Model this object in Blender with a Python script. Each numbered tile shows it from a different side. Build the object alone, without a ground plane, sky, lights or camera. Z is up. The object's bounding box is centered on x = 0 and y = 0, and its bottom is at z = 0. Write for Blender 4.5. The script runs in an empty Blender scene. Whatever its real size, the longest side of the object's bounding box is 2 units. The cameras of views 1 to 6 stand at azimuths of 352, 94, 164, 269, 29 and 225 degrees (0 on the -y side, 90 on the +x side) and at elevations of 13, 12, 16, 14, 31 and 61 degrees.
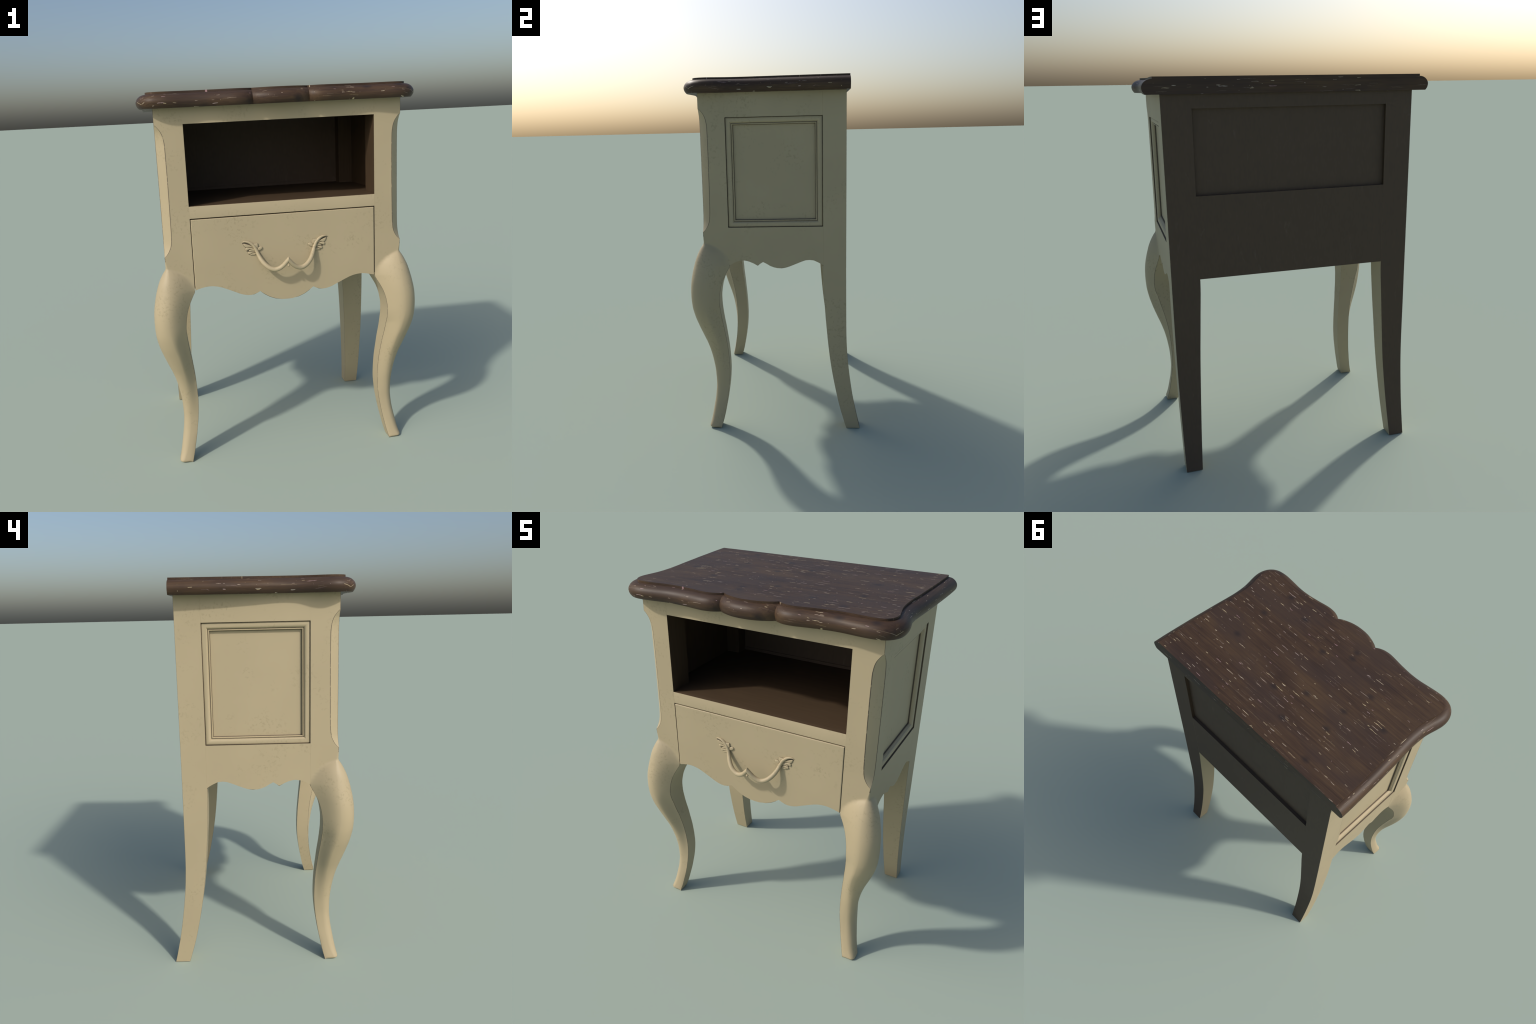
"""Painted nightstand: cabriole front legs, scalloped aprons, open shelf, drawer with a winged bail
handle, dark scratched wooden top.  Everything is built in the world frame (origin of every mesh = 0,0,0)."""
import bpy, bmesh, math, random
from mathutils import Vector

random.seed(7)

# ------------------------------------------------------------------ helpers: curves
def hermite(table, t):
    """smooth (monotone) interpolation of a small table of control points [(t, v), ...]"""
    ts = [a for a, _ in table]; vs = [b for _, b in table]
    if t <= ts[0]: return vs[0]
    if t >= ts[-1]: return vs[-1]
    n = len(ts)
    i = max(k for k in range(n - 1) if ts[k] <= t)
    def slope(k): return (vs[k + 1] - vs[k]) / (ts[k + 1] - ts[k])
    def tang(k):
        if k == 0: return slope(0)
        if k == n - 1: return slope(n - 2)
        a, b = slope(k - 1), slope(k)
        return 0.0 if a * b <= 0 else 2 * a * b / (a + b)
    h = ts[i + 1] - ts[i]; s = (t - ts[i]) / h
    m0, m1 = tang(i) * h, tang(i + 1) * h
    return ((2*s**3 - 3*s**2 + 1) * vs[i] + (s**3 - 2*s**2 + s) * m0
            + (-2*s**3 + 3*s**2) * vs[i + 1] + (s**3 - s**2) * m1)

def spline(pts, per):
    """Catmull-Rom through control points, open ends"""
    P = [Vector(p) for p in pts]
    P = [P[0] * 2 - P[1]] + P + [P[-1] * 2 - P[-2]]
    out = []
    for i in range(1, len(P) - 2):
        a, b, c, d = P[i - 1], P[i], P[i + 1], P[i + 2]
        for k in range(per):
            t = k / per
            out.append(0.5 * ((2 * b) + (c - a) * t + (2*a - 5*b + 4*c - d) * t*t + (3*b - a - 3*c + d) * t**3))
    out.append(P[-2].copy())
    return out

# ------------------------------------------------------------------ helpers: nodes
def new_mat(name):
    m = bpy.data.materials.new(name); m.use_nodes = True
    nt = m.node_tree
    for n in list(nt.nodes): nt.nodes.remove(n)
    out = nt.nodes.new('ShaderNodeOutputMaterial')
    b = nt.nodes.new('ShaderNodeBsdfPrincipled')
    nt.links.new(b.outputs[0], out.inputs[0])
    return m, nt, b

def node(nt, kind, **kw):
    n = nt.nodes.new(kind)
    for k, v in kw.items():
        if k.startswith('i_'):
            n.inputs[k[2:].replace('_', ' ')].default_value = v
        else: setattr(n, k, v)
    return n

def mapping(nt, scale, rot=(0, 0, 0), loc=(0, 0, 0)):
    tc = node(nt, 'ShaderNodeTexCoord'); mp = node(nt, 'ShaderNodeMapping')
    mp.inputs['Scale'].default_value = scale; mp.inputs['Rotation'].default_value = rot
    mp.inputs['Location'].default_value = loc
    nt.links.new(tc.outputs['Object'], mp.inputs['Vector'])
    return mp.outputs['Vector']

def noise(nt, vec, scale, detail=3, rough=0.5, dist=0.0):
    n = node(nt, 'ShaderNodeTexNoise'); n.inputs['Scale'].default_value = scale
    n.inputs['Detail'].default_value = detail; n.inputs['Roughness'].default_value = rough
    n.inputs['Distortion'].default_value = dist
    nt.links.new(vec, n.inputs['Vector'])
    return n.outputs['Fac']

def ramp(nt, fac, stops):
    r = node(nt, 'ShaderNodeValToRGB'); e = r.color_ramp.elements
    while len(e) < len(stops): e.new(0.5)
    for el, (p, c) in zip(e, stops):
        el.position = p
        el.color = (c, c, c, 1) if isinstance(c, (int, float)) else (*c, 1)
    nt.links.new(fac, r.inputs['Fac'])
    return r.outputs['Color']

def math_(nt, op, a, b=None, clamp=False):
    n = node(nt, 'ShaderNodeMath', operation=op, use_clamp=clamp)
    for i, v in enumerate((a, b)):
        if v is None: continue
        if isinstance(v, (int, float)): n.inputs[i].default_value = v
        else: nt.links.new(v, n.inputs[i])
    return n.outputs[0]

def mix(nt, fac, a, b, blend='MIX'):
    n = node(nt, 'ShaderNodeMix', data_type='RGBA', blend_type=blend)
    for sock, v in ((n.inputs[0], fac), (n.inputs[6], a), (n.inputs[7], b)):
        if isinstance(v, (int, float)): sock.default_value = v
        elif isinstance(v, tuple): sock.default_value = (*v, 1)
        else: nt.links.new(v, sock)
    return n.outputs[2]

def bump(nt, bsdf, height, strength, dist=0.002):
    b = node(nt, 'ShaderNodeBump'); b.inputs['Strength'].default_value = strength
    b.inputs['Distance'].default_value = dist
    nt.links.new(height, b.inputs['Height']); nt.links.new(b.outputs[0], bsdf.inputs['Normal'])

# ------------------------------------------------------------------ materials
CREAM = (0.425, 0.351, 0.221)
GLAZE = (0.120, 0.094, 0.062)

def paint_colour(nt):
    v = mapping(nt, (1, 1, 1))
    tone = noise(nt, v, 3.0, 2)
    col = mix(nt, ramp(nt, tone, [(0.35, 0.0), (0.65, 1.0)]),
              tuple(c * 0.975 for c in CREAM), tuple(min(1, c * 1.02) for c in CREAM))
    area = ramp(nt, noise(nt, v, 5.5, 2, 0.5), [(0.50, 0.0), (0.66, 1.0)])
    spot = ramp(nt, noise(nt, v, 75, 2, 0.55, 0.4), [(0.54, 0.0), (0.66, 1.0)])
    f = math_(nt, 'MULTIPLY', math_(nt, 'MULTIPLY', area, spot), 0.42)
    return mix(nt, f, col, (0.27, 0.235, 0.135)), v

def make_cream():
    m, nt, b = new_mat('cream_paint')
    col, v = paint_colour(nt)
    nt.links.new(col, b.inputs['Base Color'])
    b.inputs['Roughness'].default_value = 0.52
    b.inputs['Specular IOR Level'].default_value = 0.35
    bump(nt, b, noise(nt, v, 160, 2), 0.06, 0.001)
    return m

def make_glaze(name='dark_edge_glaze', lo=0.56, hi=0.74, dark=GLAZE):
    """thin brown glaze rubbed into edges and grooves; broken up by noise"""
    m, nt, b = new_mat(name)
    col, v = paint_colour(nt)
    f = ramp(nt, noise(nt, v, 55, 3, 0.6), [(lo, 0.0), (hi, 1.0)])
    nt.links.new(mix(nt, f, tuple(dark), col), b.inputs['Base Color'])
    b.inputs['Roughness'].default_value = 0.7
    return m

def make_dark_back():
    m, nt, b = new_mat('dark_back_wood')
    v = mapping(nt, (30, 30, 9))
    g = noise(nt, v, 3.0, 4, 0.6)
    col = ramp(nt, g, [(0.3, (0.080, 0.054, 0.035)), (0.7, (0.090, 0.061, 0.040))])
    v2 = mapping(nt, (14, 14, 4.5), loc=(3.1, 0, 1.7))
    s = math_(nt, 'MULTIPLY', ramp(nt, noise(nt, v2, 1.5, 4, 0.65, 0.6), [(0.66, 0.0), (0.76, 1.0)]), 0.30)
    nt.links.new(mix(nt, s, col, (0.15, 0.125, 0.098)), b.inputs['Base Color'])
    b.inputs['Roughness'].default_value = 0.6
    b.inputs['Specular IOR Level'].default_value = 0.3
    return m

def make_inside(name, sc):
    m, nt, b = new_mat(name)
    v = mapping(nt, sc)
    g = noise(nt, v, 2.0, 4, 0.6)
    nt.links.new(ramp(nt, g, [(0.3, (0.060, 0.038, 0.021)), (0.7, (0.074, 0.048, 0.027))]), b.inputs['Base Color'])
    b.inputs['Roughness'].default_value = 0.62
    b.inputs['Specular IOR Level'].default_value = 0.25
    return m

def sep_xyz(nt):
    tc = node(nt, 'ShaderNodeTexCoord'); sp = node(nt, 'ShaderNodeSeparateXYZ')
    nt.links.new(tc.outputs['Object'], sp.inputs[0])
    return sp.outputs[0], sp.outputs[1], sp.outputs[2]

def scratch_layer(nt, l, w, shift, cell, keep, half_len, half_wid):
    """sparse pale nicks: one elongated fleck per cell of a 2D Voronoi lattice, a random share kept.
    l, w: lengthwise and crosswise coordinate in metres.  returns (mask, per-cell random channels)"""
    cl, cw = cell
    wob = node(nt, 'ShaderNodeTexNoise', noise_dimensions='1D'); wob.inputs['Scale'].default_value = 28
    nt.links.new(math_(nt, 'ADD', l, math_(nt, 'MULTIPLY', w, 3.0)), wob.inputs['W'])
    w = math_(nt, 'ADD', w, math_(nt, 'MULTIPLY', wob.outputs['Fac'], 0.006))
    cv = node(nt, 'ShaderNodeCombineXYZ')
    nt.links.new(math_(nt, 'ADD', math_(nt, 'DIVIDE', l, cl), shift), cv.inputs[0])
    nt.links.new(math_(nt, 'ADD', math_(nt, 'DIVIDE', w, cw), shift * 1.7), cv.inputs[1])
    vo = node(nt, 'ShaderNodeTexVoronoi', voronoi_dimensions='2D'); vo.inputs['Scale'].default_value = 1.0
    nt.links.new(cv.outputs[0], vo.inputs['Vector'])
    sep = node(nt, 'ShaderNodeSeparateColor'); nt.links.new(vo.outputs['Color'], sep.inputs[0])
    off = node(nt, 'ShaderNodeVectorMath', operation='SUBTRACT')
    nt.links.new(cv.outputs[0], off.inputs[0]); nt.links.new(vo.outputs['Position'], off.inputs[1])
    so = node(nt, 'ShaderNodeSeparateXYZ'); nt.links.new(off.outputs[0], so.inputs[0])
    size = math_(nt, 'ADD', math_(nt, 'MULTIPLY', sep.outputs[1], 1.25), 0.35)
    a = math_(nt, 'DIVIDE', math_(nt, 'MULTIPLY', so.outputs[0], cl / half_len), size)
    b = math_(nt, 'MULTIPLY', so.outputs[1], cw / half_wid)
    d = math_(nt, 'ADD', math_(nt, 'POWER', math_(nt, 'ABSOLUTE', a), 3.0), math_(nt, 'MULTIPLY', b, b))
    inside = math_(nt, 'LESS_THAN', d, 1.0)
    kept = math_(nt, 'LESS_THAN', sep.outputs[0], keep)
    return math_(nt, 'MULTIPLY', inside, kept), sep

def make_top(name, along, rolled):
    """dark stained wood, grain and pale nicks running along axis 0 (x) or 1 (y);
    rolled: the crosswise coordinate follows the rounded edge instead of the flat top"""
    m, nt, b = new_mat(name)
    x, y, z = sep_xyz(nt)
    if along == 0:
        l, w = x, (math_(nt, 'ADD', z, math_(nt, 'MULTIPLY', y, 0.7)) if rolled else y)
    else:
        l, w = y, math_(nt, 'SUBTRACT', z, math_(nt, 'MULTIPLY', math_(nt, 'ABSOLUTE', x), 0.7))
    def sc(a, c): return (a, c, c) if along == 0 else (c, a, c)
    grain = noise(nt, mapping(nt, sc(3.2, 95)), 1.0, 6, 0.66, 0.9)
    blotch = noise(nt, mapping(nt, sc(2.4, 7.5), loc=(1.3, 0.4, 0)), 1.0, 3, 0.55, 0.5)
    g = mix(nt, 0.45, grain, blotch)
    col = ramp(nt, g, [(0.32, (0.030, 0.018, 0.0125)), (0.47, (0.058, 0.034, 0.021)), (0.60, (0.083, 0.050, 0.027))])
    pur = math_(nt, 'MULTIPLY', ramp(nt, noise(nt, mapping(nt, sc(2.6, 6), loc=(5, 2, 0)), 1.0, 2), [(0.46, 0.0), (0.62, 1.0)]), 0.55)
    col = mix(nt, pur, col, (0.047, 0.031, 0.0255))
    # knots: dark eyes with a soft halo
    kc = node(nt, 'ShaderNodeCombineXYZ')
    nt.links.new(math_(nt, 'MULTIPLY', l, 5.0), kc.inputs[0]); nt.links.new(math_(nt, 'MULTIPLY', w, 7.0), kc.inputs[1])
    kv = node(nt, 'ShaderNodeTexVoronoi', voronoi_dimensions='2D'); kv.inputs['Scale'].default_value = 1.0
    nt.links.new(kc.outputs[0], kv.inputs['Vector'])
    ks = node(nt, 'ShaderNodeSeparateColor'); nt.links.new(kv.outputs['Color'], ks.inputs[0])
    knot = math_(nt, 'MULTIPLY', ramp(nt, kv.outputs['Distance'], [(0.03, 1.0), (0.16, 0.0)]),
                 math_(nt, 'MULTIPLY', math_(nt, 'LESS_THAN', ks.outputs[0], 0.45), 0.65))
    col = mix(nt, knot, col, (0.018, 0.015, 0.016))
    total = None
    k, f = (0.70, 0.72) if rolled else (0.52, 1.0)
    for shift, cell, keep, hl, hw, op in ((3.3, (.130, .0120), 0.34, .034, .0006, 0.32),
                                          (0.0, (.085, .0230), 0.34, .0210, .0012, 0.95),
                                          (7.1, (.052, .0170), 0.22, .0100, .0012, 0.95),
                                          (5.7, (.026, .0240), 0.10, .0017, .0013, 0.70)):
        mk, sep = scratch_layer(nt, l, w, shift, cell, keep * k, hl * f, hw)
        tint = ramp(nt, sep.outputs[2], [(0.0, (0.46, 0.37, 0.29)), (0.3, (0.25, 0.195, 0.15)),
                                         (0.55, (0.68, 0.56, 0.33)), (0.8, (0.48, 0.42, 0.36)), (1.0, (0.44, 0.27, 0.29))])
        col = mix(nt, math_(nt, 'MULTIPLY', mk, op * 0.76), col, tint)
        total = mk if total is None else math_(nt, 'MAXIMUM', total, mk)
    nt.links.new(col, b.inputs['Base Color'])
    b.inputs['Roughness'].default_value = 0.47
    b.inputs['Specular IOR Level'].default_value = 0.24
    hgt = math_(nt, 'SUBTRACT', math_(nt, 'MULTIPLY', grain, 0.3), total)
    bump(nt, b, hgt, 0.2, 0.001)
    return m

M_CREAM = make_cream()
M_GLAZE = make_glaze()
M_GROOVE = make_glaze('groove_glaze', 0.70, 0.90, (0.105, 0.080, 0.052))
M_CAST = make_glaze('casting_glaze', 0.75, 0.95, (0.075, 0.058, 0.038))
M_BACK = make_dark_back()
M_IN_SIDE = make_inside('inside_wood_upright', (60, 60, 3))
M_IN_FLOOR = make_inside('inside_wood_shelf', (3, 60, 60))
M_TOP = make_top('scratched_top_wood', 0, False)
M_TOP_X = make_top('scratched_front_edge_wood', 0, True)
M_TOP_Y = make_top('scratched_side_edge_wood', 1, True)
M_BLACK, _nt, _b = new_mat('painted_gap_shadow')
_b.inputs['Base Color'].default_value = (0.02, 0.017, 0.014, 1); _b.inputs['Roughness'].default_value = 0.9  # post sides beside the drawer blackened to paint in the gap's shadow

# ------------------------------------------------------------------ helpers: objects
ROOT = bpy.data.objects.new('nightstand', None)
bpy.context.collection.objects.link(ROOT)
ROOT['label'] = 'cream painted nightstand with dark wood top and cabriole legs'
ROOT['category'] = 'nightstand'

def finish(bm, name, mats, parent=None, smooth=None, mirror=False, merge=1e-6, stuff=False, fix=True):
    if merge: bmesh.ops.remove_doubles(bm, verts=bm.verts, dist=merge)
    bmesh.ops.dissolve_degenerate(bm, edges=bm.edges, dist=1e-7)
    if mirror:
        for v in bm.verts: v.co.x = -v.co.x
        bmesh.ops.reverse_faces(bm, faces=bm.faces)
    if fix: bmesh.ops.recalc_face_normals(bm, faces=bm.faces)
    me = bpy.data.meshes.new(name); bm.to_mesh(me); bm.free()
    for m in mats: me.materials.append(m)
    ob = bpy.data.objects.new(name, me); bpy.context.collection.objects.link(ob)
    ob.parent = parent or ROOT
    if smooth is not None:
        me.shade_smooth()
        me.set_sharp_from_angle(angle=math.radians(smooth))
    if stuff: ob['kind'] = 'stuff'
    return ob

def box(bm, x0, x1, y0, y1, z0, z1):
    vs = [bm.verts.new((x, y, z)) for z in (z0, z1) for y in (y0, y1) for x in (x0, x1)]
    fs = []
    for q in ((0, 2, 3, 1), (4, 5, 7, 6), (0, 1, 5, 4), (2, 6, 7, 3), (0, 4, 6, 2), (1, 3, 7, 5)):
        fs.append(bm.faces.new([vs[i] for i in q]))
    return fs

def prism(bm, outline, axis, a, b):
    """extrude a 2D outline; axis 'y': outline is (x,z), a/b are y.  axis 'x': outline is (y,z)"""
    def at(p, t): return (p[0], t, p[1]) if axis == 'y' else (t, p[0], p[1])
    A = [bm.verts.new(at(p, a)) for p in outline]; B = [bm.verts.new(at(p, b)) for p in outline]
    n = len(outline)
    fa = bm.faces.new(A); fb = bm.faces.new(B[::-1])
    sides = [bm.faces.new((A[i], B[i], B[(i + 1) % n], A[(i + 1) % n])) for i in range(n)]
    return fa, fb, sides

def loft(bm, rings, closed=True, caps=True, mat=None):
    R = [[bm.verts.new(p) for p in r] for r in rings]
    n = len(R[0])
    for i in range(len(R) - 1):
        for j in range(n if closed else n - 1):
            k = (j + 1) % n
            f = bm.faces.new((R[i][j], R[i][k], R[i + 1][k], R[i + 1][j]))
            if mat: f.material_index = mat(i, j)
    if caps:
        bm.faces.new(R[0][::-1]); bm.faces.new(R[-1])
    return R

# ------------------------------------------------------------------ overall sizes
HX = 0.634            # half width of the case
YF, YB = -0.388, 0.404
XI = 0.4915           # inner side of the corner posts
YPF, YPB = -0.2455, 0.278   # ends of the side panels
ZTOP = 1.9225         # case top (inside the table top)
ZS = 1.429            # shelf

# ------------------------------------------------------------------ front legs
# p = x and q = 0.246 - y : the leg is symmetric about its diagonal in (p, q)
T_IN = [(0, .571), (.05, .5575), (.1, .547), (.15, .537), (.2, .529), (.25, .522), (.3, .5175), (.35, .5155), (.4, .5165),
        (.45, .519), (.5, .523), (.55, .5285), (.6, .534), (.65, .541), (.7, .5465), (.75, .5505), (.79, .551), (.85, .5445),
        (.9, .531), (.93, .517), (.96, .5015), (.98, XI), (2, XI)]
T_EDGE = [(0, .6395), (.05, .626), (.1, .6165), (.15, .609), (.2, .6025), (.25, .598), (.3, .595), (.35, .594), (.4, .595),
          (.45, .598), (.5, .603), (.55, .611), (.6, .622), (.65, .635), (.7, .648), (.76, .661), (.8, .666), (.85, .665),
          (.9, .656), (.95, .642), (.99, HX), (2, HX)]
T_MAX = [(0, .640), (.006, .642), (.03, .636), (.055, .630), (.122, .617), (.19, .606), (.258, .601), (.326, .603),
         (.394, .611), (.457, .623), (.516, .640), (.575, .662), (.637, .684), (.70, .702), (.76, .712), (.82, .7145),
         (.86, .7135), (.9, .710), (.95, .701), (1.0, .688), (1.03, .678), (1.06, .665), (1.09, .648), (1.108, .636), (1.116, HX), (2, HX)]
T_RAD = [(0, .022), (.03, .028), (.06, .034), (.15, .038), (.3, .039), (.45, .047), (.52, .060), (.59, .074), (.65, .081), (.72, .081), (.8, .077), (.92, .076),
         (.98, .070), (1.03, .056), (1.06, .046), (1.09, .029), (1.112, .014), (1.13, .008), (1.15, .004), (1.17, .0015), (2, .0015)]
T_FLAT = [(.7, .498), (.8, .498), (.85, .496), (.9, .494), (.95, .490), (.98, .489), (1.01, .498), (1.041, .519), (1.0755, .551), (1.09, .574), (1.1, .594), (1.112, .614), (1.2, .633)]
T_CHAMF = [(1.176, .0015), (1.182, .009), (1.189, .0155), (1.2, .0235), (1.217, .0325), (1.235, .0385), (1.26, .042), (1.3, .044),
           (1.6, .0465), (1.74, .0455), (1.781, .040), (1.808, .030), (1.825, .018), (1.836, .009), (1.842, .0015)]
U_ARC = [0, .045, .13, .22, .31, .41, .5, .59, .69, .78, .87, .955, 1]
N_HALF = 13
CH0, CH1 = 1.176, 1.842

def leg_section(z):
    xi, e, m, r = (hermite(t, z) for t in (T_IN, T_EDGE, T_MAX, T_RAD))
    e = min(e, m)
    cham = CH0 < z < CH1
    if cham: r = max(.0015, hermite(T_CHAMF, z))
    if z < .012: m -= .006 * (1 - z / .012) ** 2
    c = m - r
    # near the top the bulging face is one smooth surface that the inner edge merely trims;
    # further down it springs from the edge itself.  k_top blends the two.
    k_top = min(1, max(0, (z - .72) / .08))
    k_soft = hermite([(.25, 0), (.38, .6), (.95, .6), (1.01, .5), (1.05, .25), (1.09, .1), (1.12, 0)], z)
    k_pow = hermite([(0, 3.2), (.1, 2.6), (.3, 2.0), (1.0, 2.0), (1.09, 1.7)], z)
    def face(p, start, base):
        t = min(1, max(0, (p - start) / (c - start)))
        rise = (1 - k_soft) * (1 - (1 - t) ** k_pow) + k_soft * t * t * (3 - 2 * t)
        return base + (m - base) * rise
    ps = min(hermite(T_FLAT, z), c - .0005)
    half = []
    for k in range(N_HALF):
        if k == 0: p = xi
        elif k == 1: p = xi + .0014
        elif k == N_HALF - 1: p = c
        elif k == N_HALF - 2: p = c - .0014
        else: p = xi + .0014 + (c - xi - .0028) * (k - 1) / (N_HALF - 3)
        q = face(p, xi, e) * (1 - k_top) + (face(p, ps, HX) * k_top if k_top > 0 else 0)
        half.append((p, q))
    arc = []
    for u in U_ARC[1:-1]:
        if cham: bulge = .03 * r * math.sin(math.pi * u); arc.append((c + r * u + bulge, m - r * u + bulge))
        else:
            a = u * math.pi / 2
            arc.append((c + r * math.sin(a), c + r * math.cos(a)))
    other = [(q, p) for p, q in reversed(half)]
    e = half[0][1]
    pq = [(xi, xi), (xi, e - .0014)] + half + arc + other + [(e - .0014, xi)]
    return [(p, 0.246 - q, z) for p, q in pq]

zs = [0, .003, .006, .009, .012] + [.02 + .011 * i for i in range(99)]
zs = [z for z in zs if z < .96] + [.96 + .004 * k for k in range(40)] + [1.15, 1.1755]
zs += [1.176 + .003 * k for k in range(1, 9)] + [1.205, 1.212, 1.22, 1.228, 1.236, 1.25, 1.265, 1.28, 1.3, 1.36, 1.4285, 1.5, 1.6, 1.7, 1.74,
       1.755, 1.77, 1.781, 1.79, 1.8, 1.808, 1.815, 1.821, 1.826, 1.830, 1.834, 1.838, 1.841, 1.8425, 1.87, ZTOP]
zs = sorted(set(round(z, 4) for z in zs))
n_pts = len(leg_section(.5))
n_arc = len(U_ARC) - 2
I_C1 = 2 + N_HALF - 1                # index of the (c, m) point
I_C2 = I_C1 + n_arc + 1              # index of the (m, c) point
I_E2 = I_C2 + N_HALF - 1

def leg_mat(i, j):
    z = 0.5 * (zs[i] + zs[i + 1])
    if z < .985 and j in (1, 2, I_E2 - 1, I_E2): return 1
    if CH0 < z < CH1 and j in (I_C1 - 1, I_C1, I_C2 - 1, I_C2): return 1
    if (z > CH1 or 1.158 < z < CH0) and I_C1 <= j < I_C2: return 1
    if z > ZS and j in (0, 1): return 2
    if z > 1.0 and j in (0, 1): return 3
    return 0

for mirrored in (False, True):
    bm = bmesh.new()
    loft(bm, [leg_section(z) for z in zs], mat=leg_mat)
    finish(bm, 'front_leg', [M_CREAM, M_GLAZE, M_IN_SIDE, M_BLACK], smooth=32, mirror=mirrored, merge=1e-5)

# ------------------------------------------------------------------ back legs
B_XO = [(0, .626), (.2, .6285), (.4, .631), (.6, .633), (.8, HX), (2, HX)]
B_XI = [(0, .542), (.245, .529), (.46, .518), (.64, .510), (.81, .501), (1.028, XI), (2, XI)]
B_YO = [(0, .4865), (.03, .479), (.09, .466), (.15, .4535), (.256, .436), (.38, .420), (.467, .412), (.6, .4065), (.8, .405), (1.0, YB), (2, YB)]
B_YI = [(0, .4085), (.131, .371), (.265, .342), (.406, .318), (.553, .301), (.689, .290), (.807, .2825), (.974, YPB), (2, YPB)]
bz = [.0] + [.02 + .03 * k for k in range(36)] + [1.2, ZS, 1.7, ZTOP]
bz = sorted(set(bz))

def back_section(z):
    x0, x1, y0, y1 = (hermite(t, z) for t in (B_XI, B_XO, B_YI, B_YO))
    g = .0008
    return [(x0 + g, y0, z), (x1 - .036, y0, z), (x1 - g, y0, z), (x1, y0 + g, z), (x1, y1 - g, z), (x1 - g, y1, z), (x0, y1, z), (x0, y0 + g, z)]

def back_mat(i, j):
    z = 0.5 * (bz[i] + bz[i + 1])
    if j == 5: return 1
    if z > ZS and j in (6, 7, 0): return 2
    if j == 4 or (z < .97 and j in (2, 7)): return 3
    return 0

for mirrored in (False, True):
    bm = bmesh.new()
    loft(bm, [back_section(z) for z in bz], mat=back_mat)
    finish(bm, 'back_leg', [M_CREAM, M_BACK, M_IN_SIDE, M_GLAZE], smooth=25, mirror=mirrored)

# ------------------------------------------------------------------ side rails, aprons, panels
APRON_SIDE = [(YPF, .980), (-.236, .992), (-.222, 1.001), (-.205, 1.008), (-.189, 1.0115), (-.170, 1.012), (-.153, 1.010), (-.135, 1.005),
              (-.117, .9975), (-.087, .9805), (-.0575, 1.0045), (-.038, .992), (-.018, .9795), (.003, .971), (.024, .966), (.047, .9645), (.070, .9685), (.093, .976),
              (.117, .9855), (.138, .994), (.158, 1.002), (.178, 1.009), (.200, 1.0135), (.225, 1.011), (.251, .999), (.266, .988), (YPB, .976)]
PZ0, PZ1 = 1.198, 1.794

def glaze_front(bm, face, width, idx, keep=None):
    """narrow chamfer around a face, coloured with glaze (material idx)"""
    edges = [e for e in face.edges if keep is None or keep(e)]
    bmesh.ops.bevel(bm, geom=edges, offset=width, segments=1, profile=0.5, affect='EDGES', material=idx)

for mirrored in (False, True):
    # lower rail with scalloped edge
    bm = bmesh.new()
    fa, fb, sides = prism(bm, APRON_SIDE + [(YPB, PZ0), (YPF, PZ0)], 'x', HX - .0003, HX - .05)
    low = lambda e: all(v.co.z < 1.03 for v in e.verts)
    glaze_front(bm, fa, .0022, 1, lambda e: low(e) and abs(e.verts[0].co.x - e.verts[1].co.x) < 1e-6)
    finish(bm, 'side_apron', [M_CREAM, M_GLAZE], mirror=mirrored)
    # upper rail
    bm = bmesh.new()
    for f in box(bm, .574, HX - .0003, YPF, YPB, PZ1, ZTOP):
        if f.calc_center_median().x < .58: f.material_index = 1
    finish(bm, 'side_rail', [M_CREAM, M_IN_SIDE], mirror=mirrored)
    # field panel (painted outside, stained inside)
    bm = bmesh.new()
    for f in box(bm, .574, .604, YPF, YPB, PZ0 - .02, PZ1):
        if f.calc_center_median().x < .58: f.material_index = 1
    finish(bm, 'side_panel', [M_CREAM, M_IN_SIDE], mirror=mirrored)
    # picture-frame moulding, mitred: profile is (distance in from the opening, x)
    prof = [(.0004, .6335), (.0004, .6235), (.0016, .6232), (.0030, .6256), (.006, .6270), (.011, .6278), (.017, .6275), (.022, .6260), (.026, .6232),
            (.029, .6195), (.0302, .6165), (.0325, .6160), (.0332, .6180), (.0350, .6190), (.0370, .6186), (.0386, .6160), (.0392, .6110),
            (.0397, .6058), (.0418, .6039)]
    dark = {0, 1, 2, 10, 11, 16, 17}
    bm = bmesh.new()
    rings = []
    for o, x in prof:
        rings.append([(x, YPF + o, PZ0 + o), (x, YPB - o, PZ0 + o), (x, YPB - o, PZ1 - o), (x, YPF + o, PZ1 - o)])
    loft(bm, rings, caps=False, mat=lambda i, j: 1 if i in dark else 0)
    # the four mitre arms keep their crisp corners, the profile itself is smooth
    ob = finish(bm, 'panel_molding', [M_CREAM, M_GROOVE], smooth=38, mirror=mirrored, fix=False)

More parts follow.
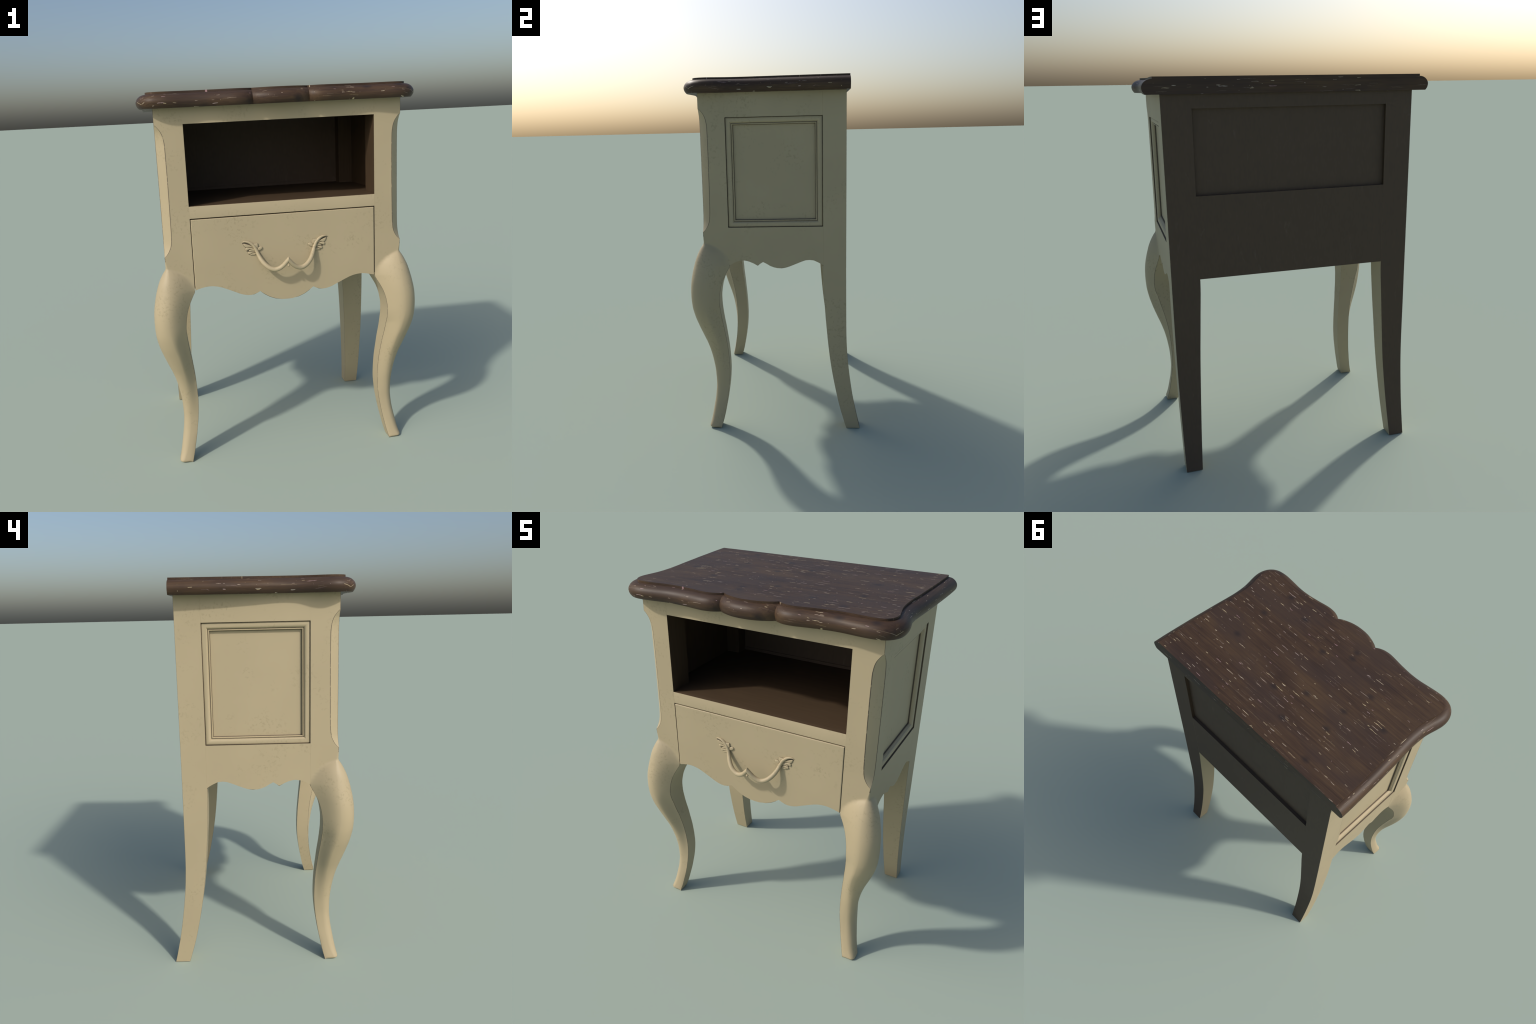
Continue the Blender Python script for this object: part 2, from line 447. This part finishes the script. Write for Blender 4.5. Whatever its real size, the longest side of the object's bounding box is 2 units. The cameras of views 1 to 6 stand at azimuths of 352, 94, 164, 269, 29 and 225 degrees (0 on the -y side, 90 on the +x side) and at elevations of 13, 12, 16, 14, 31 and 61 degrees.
# ------------------------------------------------------------------ front rails
bm = bmesh.new()
for f in box(bm, -XI, XI, YF + .0003, YF + .075, 1.842, ZTOP):
    c = f.calc_center_median()
    if c.z < 1.843 or c.y > YF + .06: f.material_index = 1
finish(bm, 'front_rail', [M_CREAM, M_IN_FLOOR])
bm = bmesh.new()
fs = box(bm, -XI, XI, YF + .0003, YF + .04, 1.3665, ZS)
for f in fs:
    if f.calc_center_median().z > ZS - .001: f.material_index = 1
top_front = [e for e in bm.edges if all(v.co.z > ZS - .001 and v.co.y < YF + .01 for v in e.verts)]
bmesh.ops.bevel(bm, geom=top_front, offset=.0015, segments=2, profile=0.5, affect='EDGES')
finish(bm, 'front_rail', [M_CREAM, M_IN_FLOOR], smooth=40)

# ------------------------------------------------------------------ shelf and carcass
bm = bmesh.new()
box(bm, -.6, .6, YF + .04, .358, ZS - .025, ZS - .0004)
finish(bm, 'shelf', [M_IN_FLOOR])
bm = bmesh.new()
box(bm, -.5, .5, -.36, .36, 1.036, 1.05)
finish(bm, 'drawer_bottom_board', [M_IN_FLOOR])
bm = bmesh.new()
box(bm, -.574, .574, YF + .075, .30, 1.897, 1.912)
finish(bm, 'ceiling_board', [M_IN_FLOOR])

# back: rails framing a sunken panel
def back_rail(z0, z1, front=.347):
    bm = bmesh.new()
    for f in box(bm, -XI, XI, front, YB - .0004, z0, z1):
        c = f.calc_center_median()
        if c.z < 1.04 and c.y < .4: f.material_index = 1
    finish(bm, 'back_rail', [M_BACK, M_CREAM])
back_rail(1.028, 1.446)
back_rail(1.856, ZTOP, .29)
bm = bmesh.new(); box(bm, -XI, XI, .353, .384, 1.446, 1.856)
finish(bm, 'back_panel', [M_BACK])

# ------------------------------------------------------------------ drawer
APRON_HALF = [(0, .8955), (.028, .8965), (.064, .9025), (.096, .9155), (.123, .9325), (.145, .9545), (.160, .944), (.177, .936), (.194, .9345),
              (.212, .9355), (.230, .939), (.249, .945), (.280, .9595), (.316, .976), (.348, .990), (.370, .9965), (.388, 1.0), (.405, 1.0015), (.421, 1.0015),
              (.440, .999), (.457, .9955), (.475, .9905), (.4878, .985)]
DZ = 1.3605
DX = .4878
outline = [(-x, z) for x, z in reversed(APRON_HALF[1:])] + APRON_HALF + [(DX, DZ), (-DX, DZ)]
bm = bmesh.new()
fa, fb, sides = prism(bm, outline, 'y', YF - .0015, YF + .034)
edges = [e for e in fa.edges if all(v.co.z < 1.02 for v in e.verts)]
round_edges = [e for e in fa.edges if e not in edges]
bmesh.ops.bevel(bm, geom=edges, offset=.0022, segments=1, profile=.5, affect='EDGES', material=1)
rest = [e for e in bm.edges if all(abs(v.co.y - (YF - .0015)) < 1e-5 for v in e.verts)
        and (all(abs(abs(v.co.x) - DX) < .003 for v in e.verts) or all(abs(v.co.z - DZ) < .003 for v in e.verts))]
bmesh.ops.bevel(bm, geom=rest, offset=.004, segments=3, profile=.5, affect='EDGES')
DRAWER = finish(bm, 'drawer', [M_CREAM, M_GLAZE], smooth=8)

for sx in (-1, 1):
    bm = bmesh.new()
    box(bm, min(sx * .468, sx * .4912), max(sx * .468, sx * .4912), YF + .0345, YF + .10, .9868, 1.34)
    finish(bm, 'drawer_side', [M_IN_FLOOR], parent=DRAWER)

# ------------------------------------------------------------------ handle
def tube(bm, path, radii, sides=20, flat=None):
    """sweep a circle along a path with rotation-minimising frames"""
    P = [Vector(p) for p in path]
    T = [(P[min(i + 1, len(P) - 1)] - P[max(i - 1, 0)]).normalized() for i in range(len(P))]
    up = Vector((0, -1, 0)); up = (up - T[0] * up.dot(T[0])).normalized()
    rings = []
    for i, p in enumerate(P):
        up = (up - T[i] * up.dot(T[i])).normalized()
        side = T[i].cross(up)
        f = 1.0 if flat is None else flat[i]
        rings.append([tuple(p + up * (math.cos(a) * radii[i] * f) + side * (math.sin(a) * radii[i]))
                      for a in (2 * math.pi * k / sides for k in range(sides))])
    # mitre the last ring onto the centre plane so the two halves meet
    if abs(P[-1].x) < .004:
        t = T[-1]
        rings[-1] = [tuple(Vector(v) - t * (v[0] / t.x)) for v in rings[-1]]
    loft(bm, rings)

YD = YF - .0015        # drawer face
# right half of the bail: from the wing tip down, round the belly and up to the centre peak
BAIL = [(.231, YD - .0012, 1.2225), (.214, YD - .0025, 1.2265), (.191, YD - .0035, 1.2195), (.170, YD - .0045, 1.2015), (.1565, YD - .0070, 1.177),
        (.1465, YD - .0150, 1.150), (.1325, YD - .0310, 1.123), (.1135, YD - .0450, 1.1005), (.0920, YD - .0530, 1.085), (.0700, YD - .0575, 1.0785),
        (.0480, YD - .0615, 1.0835), (.0280, YD - .066, 1.097), (.0120, YD - .070, 1.1145), (.0001, YD - .073, 1.1285)]
BRAD = [.0012, .0042, .0066, .0080, .0088, .0104, .0116, .0120, .0121, .0121, .0120, .0117, .0113, .0110]
path = spline(BAIL, 8)
rad = [hermite([(k * 8, r) for k, r in enumerate(BRAD)], i) for i in range(len(path))]
bm = bmesh.new()
tube(bm, path, rad)
tube(bm, [Vector((-p.x, p.y, p.z)) for p in path], rad)
# little drop under the centre peak
bmesh.ops.create_uvsphere(bm, u_segments=14, v_segments=10, radius=.0062)
for v in bm.verts[-(14 * 9 + 2):]: v.co = Vector((v.co.x, YD - .0745 + v.co.y, 1.0985 + v.co.z * 1.2))
finish(bm, 'bail_handle', [M_CREAM], parent=DRAWER, smooth=50, merge=None)

def lobe(bm, pts, y0, h, mi=0):
    """small cast relief: outline in (x,z) raised off the drawer with a rounded top"""
    cx = sum(p[0] for p in pts) / len(pts); cz = sum(p[1] for p in pts) / len(pts)
    rings = []
    for s, t in ((1.0, 0), (1.0, .45), (.95, .8), (.80, .95), (.45, 1.03)):
        rings.append([(cx + (x - cx) * s, y0 - h * t, cz + (z - cz) * s) for x, z in pts])
    loft(bm, rings, mat=lambda i, j: 1 if i == 0 else 0)

def rounded(pts, per=5):
    P = [Vector((x, 0, z)) for x, z in pts]
    n = len(P); out = []
    for i in range(n):
        a, b, c, d = P[i - 1], P[i], P[(i + 1) % n], P[(i + 2) % n]
        for k in range(per):
            t = k / per
            q = 0.5 * ((2*b) + (c - a)*t + (2*a - 5*b + 4*c - d)*t*t + (3*b - a - 3*c + d)*t**3)
            out.append((q.x, q.z))
    return out

# outlines measured on the left wing, in 1/1000 m: (x from centre, z)
FEATHERS = [
    [(222, 1216), (200, 1210), (181, 1201), (167, 1189), (176, 1192), (192, 1196), (209, 1194), (220, 1204)],
    [(211, 1192.5), (193, 1193.5), (178, 1190), (167, 1185.5), (184, 1185.5), (198, 1182), (210, 1177), (214.5, 1184.5)],
    [(198.5, 1173.5), (192, 1180), (181, 1184), (163, 1183.5), (161.5, 1173), (181, 1175)],
    [(198.5, 1169.5), (182, 1172), (161.5, 1170), (160.5, 1165.5), (178, 1164.5), (191.5, 1157), (200.5, 1161.5)],
    [(190.5, 1154), (180, 1161.5), (160, 1162), (157.5, 1154.5), (168, 1152), (180, 1153)],
]
PLATE = [(229, 1220), (214, 1221), (196, 1216), (180, 1206), (160, 1190), (156, 1170), (154.5, 1153), (168, 1151), (182, 1151.5), (193, 1154), (201, 1160),
         (200, 1172), (209, 1176), (216, 1183), (213, 1193), (221, 1203)]
for sgn in (-1, 1):
    for k, fe in enumerate(FEATHERS):
        bm = bmesh.new()
        lobe(bm, rounded([(sgn * x / 1000, z / 1000) for x, z in fe]), YD + .001, .0060 + .0006 * (k % 2))
        finish(bm, 'wing_feather', [M_CREAM, M_CAST], parent=DRAWER, smooth=60)
    bm = bmesh.new()
    lobe(bm, [(sgn * x / 1000, z / 1000) for x, z in PLATE], YD + .001, .0026)
    finish(bm, 'wing_backplate', [M_CAST, M_CAST], parent=DRAWER, smooth=30)
    bm = bmesh.new()
    lobe(bm, [(sgn * .170, 1.2135), (sgn * .1475, 1.2140), (sgn * .1455, 1.188), (sgn * .160, 1.186)], YD + .001, .0085)
    finish(bm, 'handle_bracket', [M_CREAM, M_CAST], parent=DRAWER, smooth=30)
    bm = bmesh.new()
    lobe(bm, rounded([(sgn * .146, 1.1905), (sgn * .130, 1.1945), (sgn * .1225, 1.1895), (sgn * .126, 1.1810), (sgn * .140, 1.1735), (sgn * .150, 1.176)]), YD + .001, .0075)
    finish(bm, 'handle_knob', [M_CREAM, M_CAST], parent=DRAWER, smooth=60)

# ------------------------------------------------------------------ table top
TOP_CENTRE = [(0, -.4445), (.03, -.4430), (.062, -.4375), (.094, -.4270), (.122, -.4140), (.142, -.4000)]
TOP_REST = [(.142, -.4000), (.153, -.4085), (.168, -.4170), (.190, -.4245), (.214, -.4275), (.240, -.4270), (.275, -.4220), (.315, -.4150), (.360, -.4085),
            (.402, -.4045), (.445, -.4035), (.490, -.4065), (.530, -.4110), (.565, -.4145), (.592, -.4150), (.618, -.4120), (.638, -.4035), (.652, -.3890), (.660, -.3720),
            (.6640, -.3520), (.6632, -.3270), (.6575, -.2960), (.6500, -.2640), (.6435, -.2290), (.6395, -.1850), (.6388, -.1300), (.6420, -.0700), (.6470, -.0050),
            (.6520, .0800), (.6570, .1650), (.6615, .2700), (.6645, .3500), (.6655, .4200)]
YTB = .4205
c1 = spline([(x, y, 0) for x, y in TOP_CENTRE], 5)
c2 = spline([(x, y, 0) for x, y in TOP_REST], 6)
half = c1[:-1] + c2                     # from the centre front to the back right corner
half[-1].y = YTB
n_c1 = len(c1) - 1
dirs = []
for i, p in enumerate(half):
    a = half[max(i - 1, 0)]; b = half[min(i + 1, len(half) - 1)]
    t = (b - a).normalized(); nrm = Vector((t.y, -t.x, 0))
    w = min(1, max(0, (p.x - .25) / .15)); w = w * w * (3 - 2 * w)
    d = Vector((0, -1, 0)).lerp(nrm, w)
    if i == len(half) - 1: d = Vector((1, 0, 0))
    dirs.append(d.normalized())
OV = .0482
# overhang slightly less in front of the wavy middle
prof = [(0.0, 1.9900)]
for k in range(1, 15):
    a = math.pi / 2 * k / 14
    prof.append((OV * math.sin(a), 1.9510 + .0390 * math.cos(a) ** 1.08))
for k in range(1, 9):
    a = math.asin(.034 / OV)
    ang = math.pi / 2 - (math.pi / 2 - a) * k / 8
    prof.append((OV * math.sin(ang), 1.9515 - .0424 * math.cos(ang)))
zlow = prof[-1][1]
def ov_scale(p): return .865 + .135 * min(1, max(0, (p.x - .3) / .2))
full = [(Vector((-p.x, p.y, 0)), Vector((-d.x, d.y, 0)), p) for p, d in zip(reversed(half[1:]), reversed(dirs[1:]))] + \
       [(p, d, p) for p, d in zip(half, dirs)]
bm = bmesh.new()
rings = []
for p, d, q in full:
    s = ov_scale(q)
    r = []
    for o, z in prof:
        v = p + d * (o * s); v.y = min(v.y, YTB)
        r.append((v.x, v.y, z))
    rings.append(r)
def mold_mat(i, j):
    d = full[i][1] + full[i + 1][1]
    return 1 if abs(d.x) > abs(d.y) * 1.15 else 0
R = loft(bm, rings, closed=False, caps=False, mat=mold_mat)
bm.faces.new([r[-1] for r in R])                           # underside
bm.faces.new(list(reversed([r[0] for r in R])))            # hidden bed of the top board
bm.faces.new(R[0] + list(reversed(R[-1])))                 # flat back
for f in bm.faces:
    if len(f.verts) > 4: f.material_index = 0
TOPB = bmesh.new()
A = [TOPB.verts.new((p.x, p.y, 2.0)) for p, d, q in full]
B = [TOPB.verts.new((p.x, p.y, 1.990)) for p, d, q in full]
n = len(A)
TOPB.faces.new(A); TOPB.faces.new(B[::-1])
for i in range(n): TOPB.faces.new((A[i], B[i], B[(i + 1) % n], A[(i + 1) % n]))
TABLE = finish(TOPB, 'tabletop', [M_TOP], smooth=35)
finish(bm, 'edge_molding', [M_TOP_X, M_TOP_Y], parent=TABLE, smooth=40)
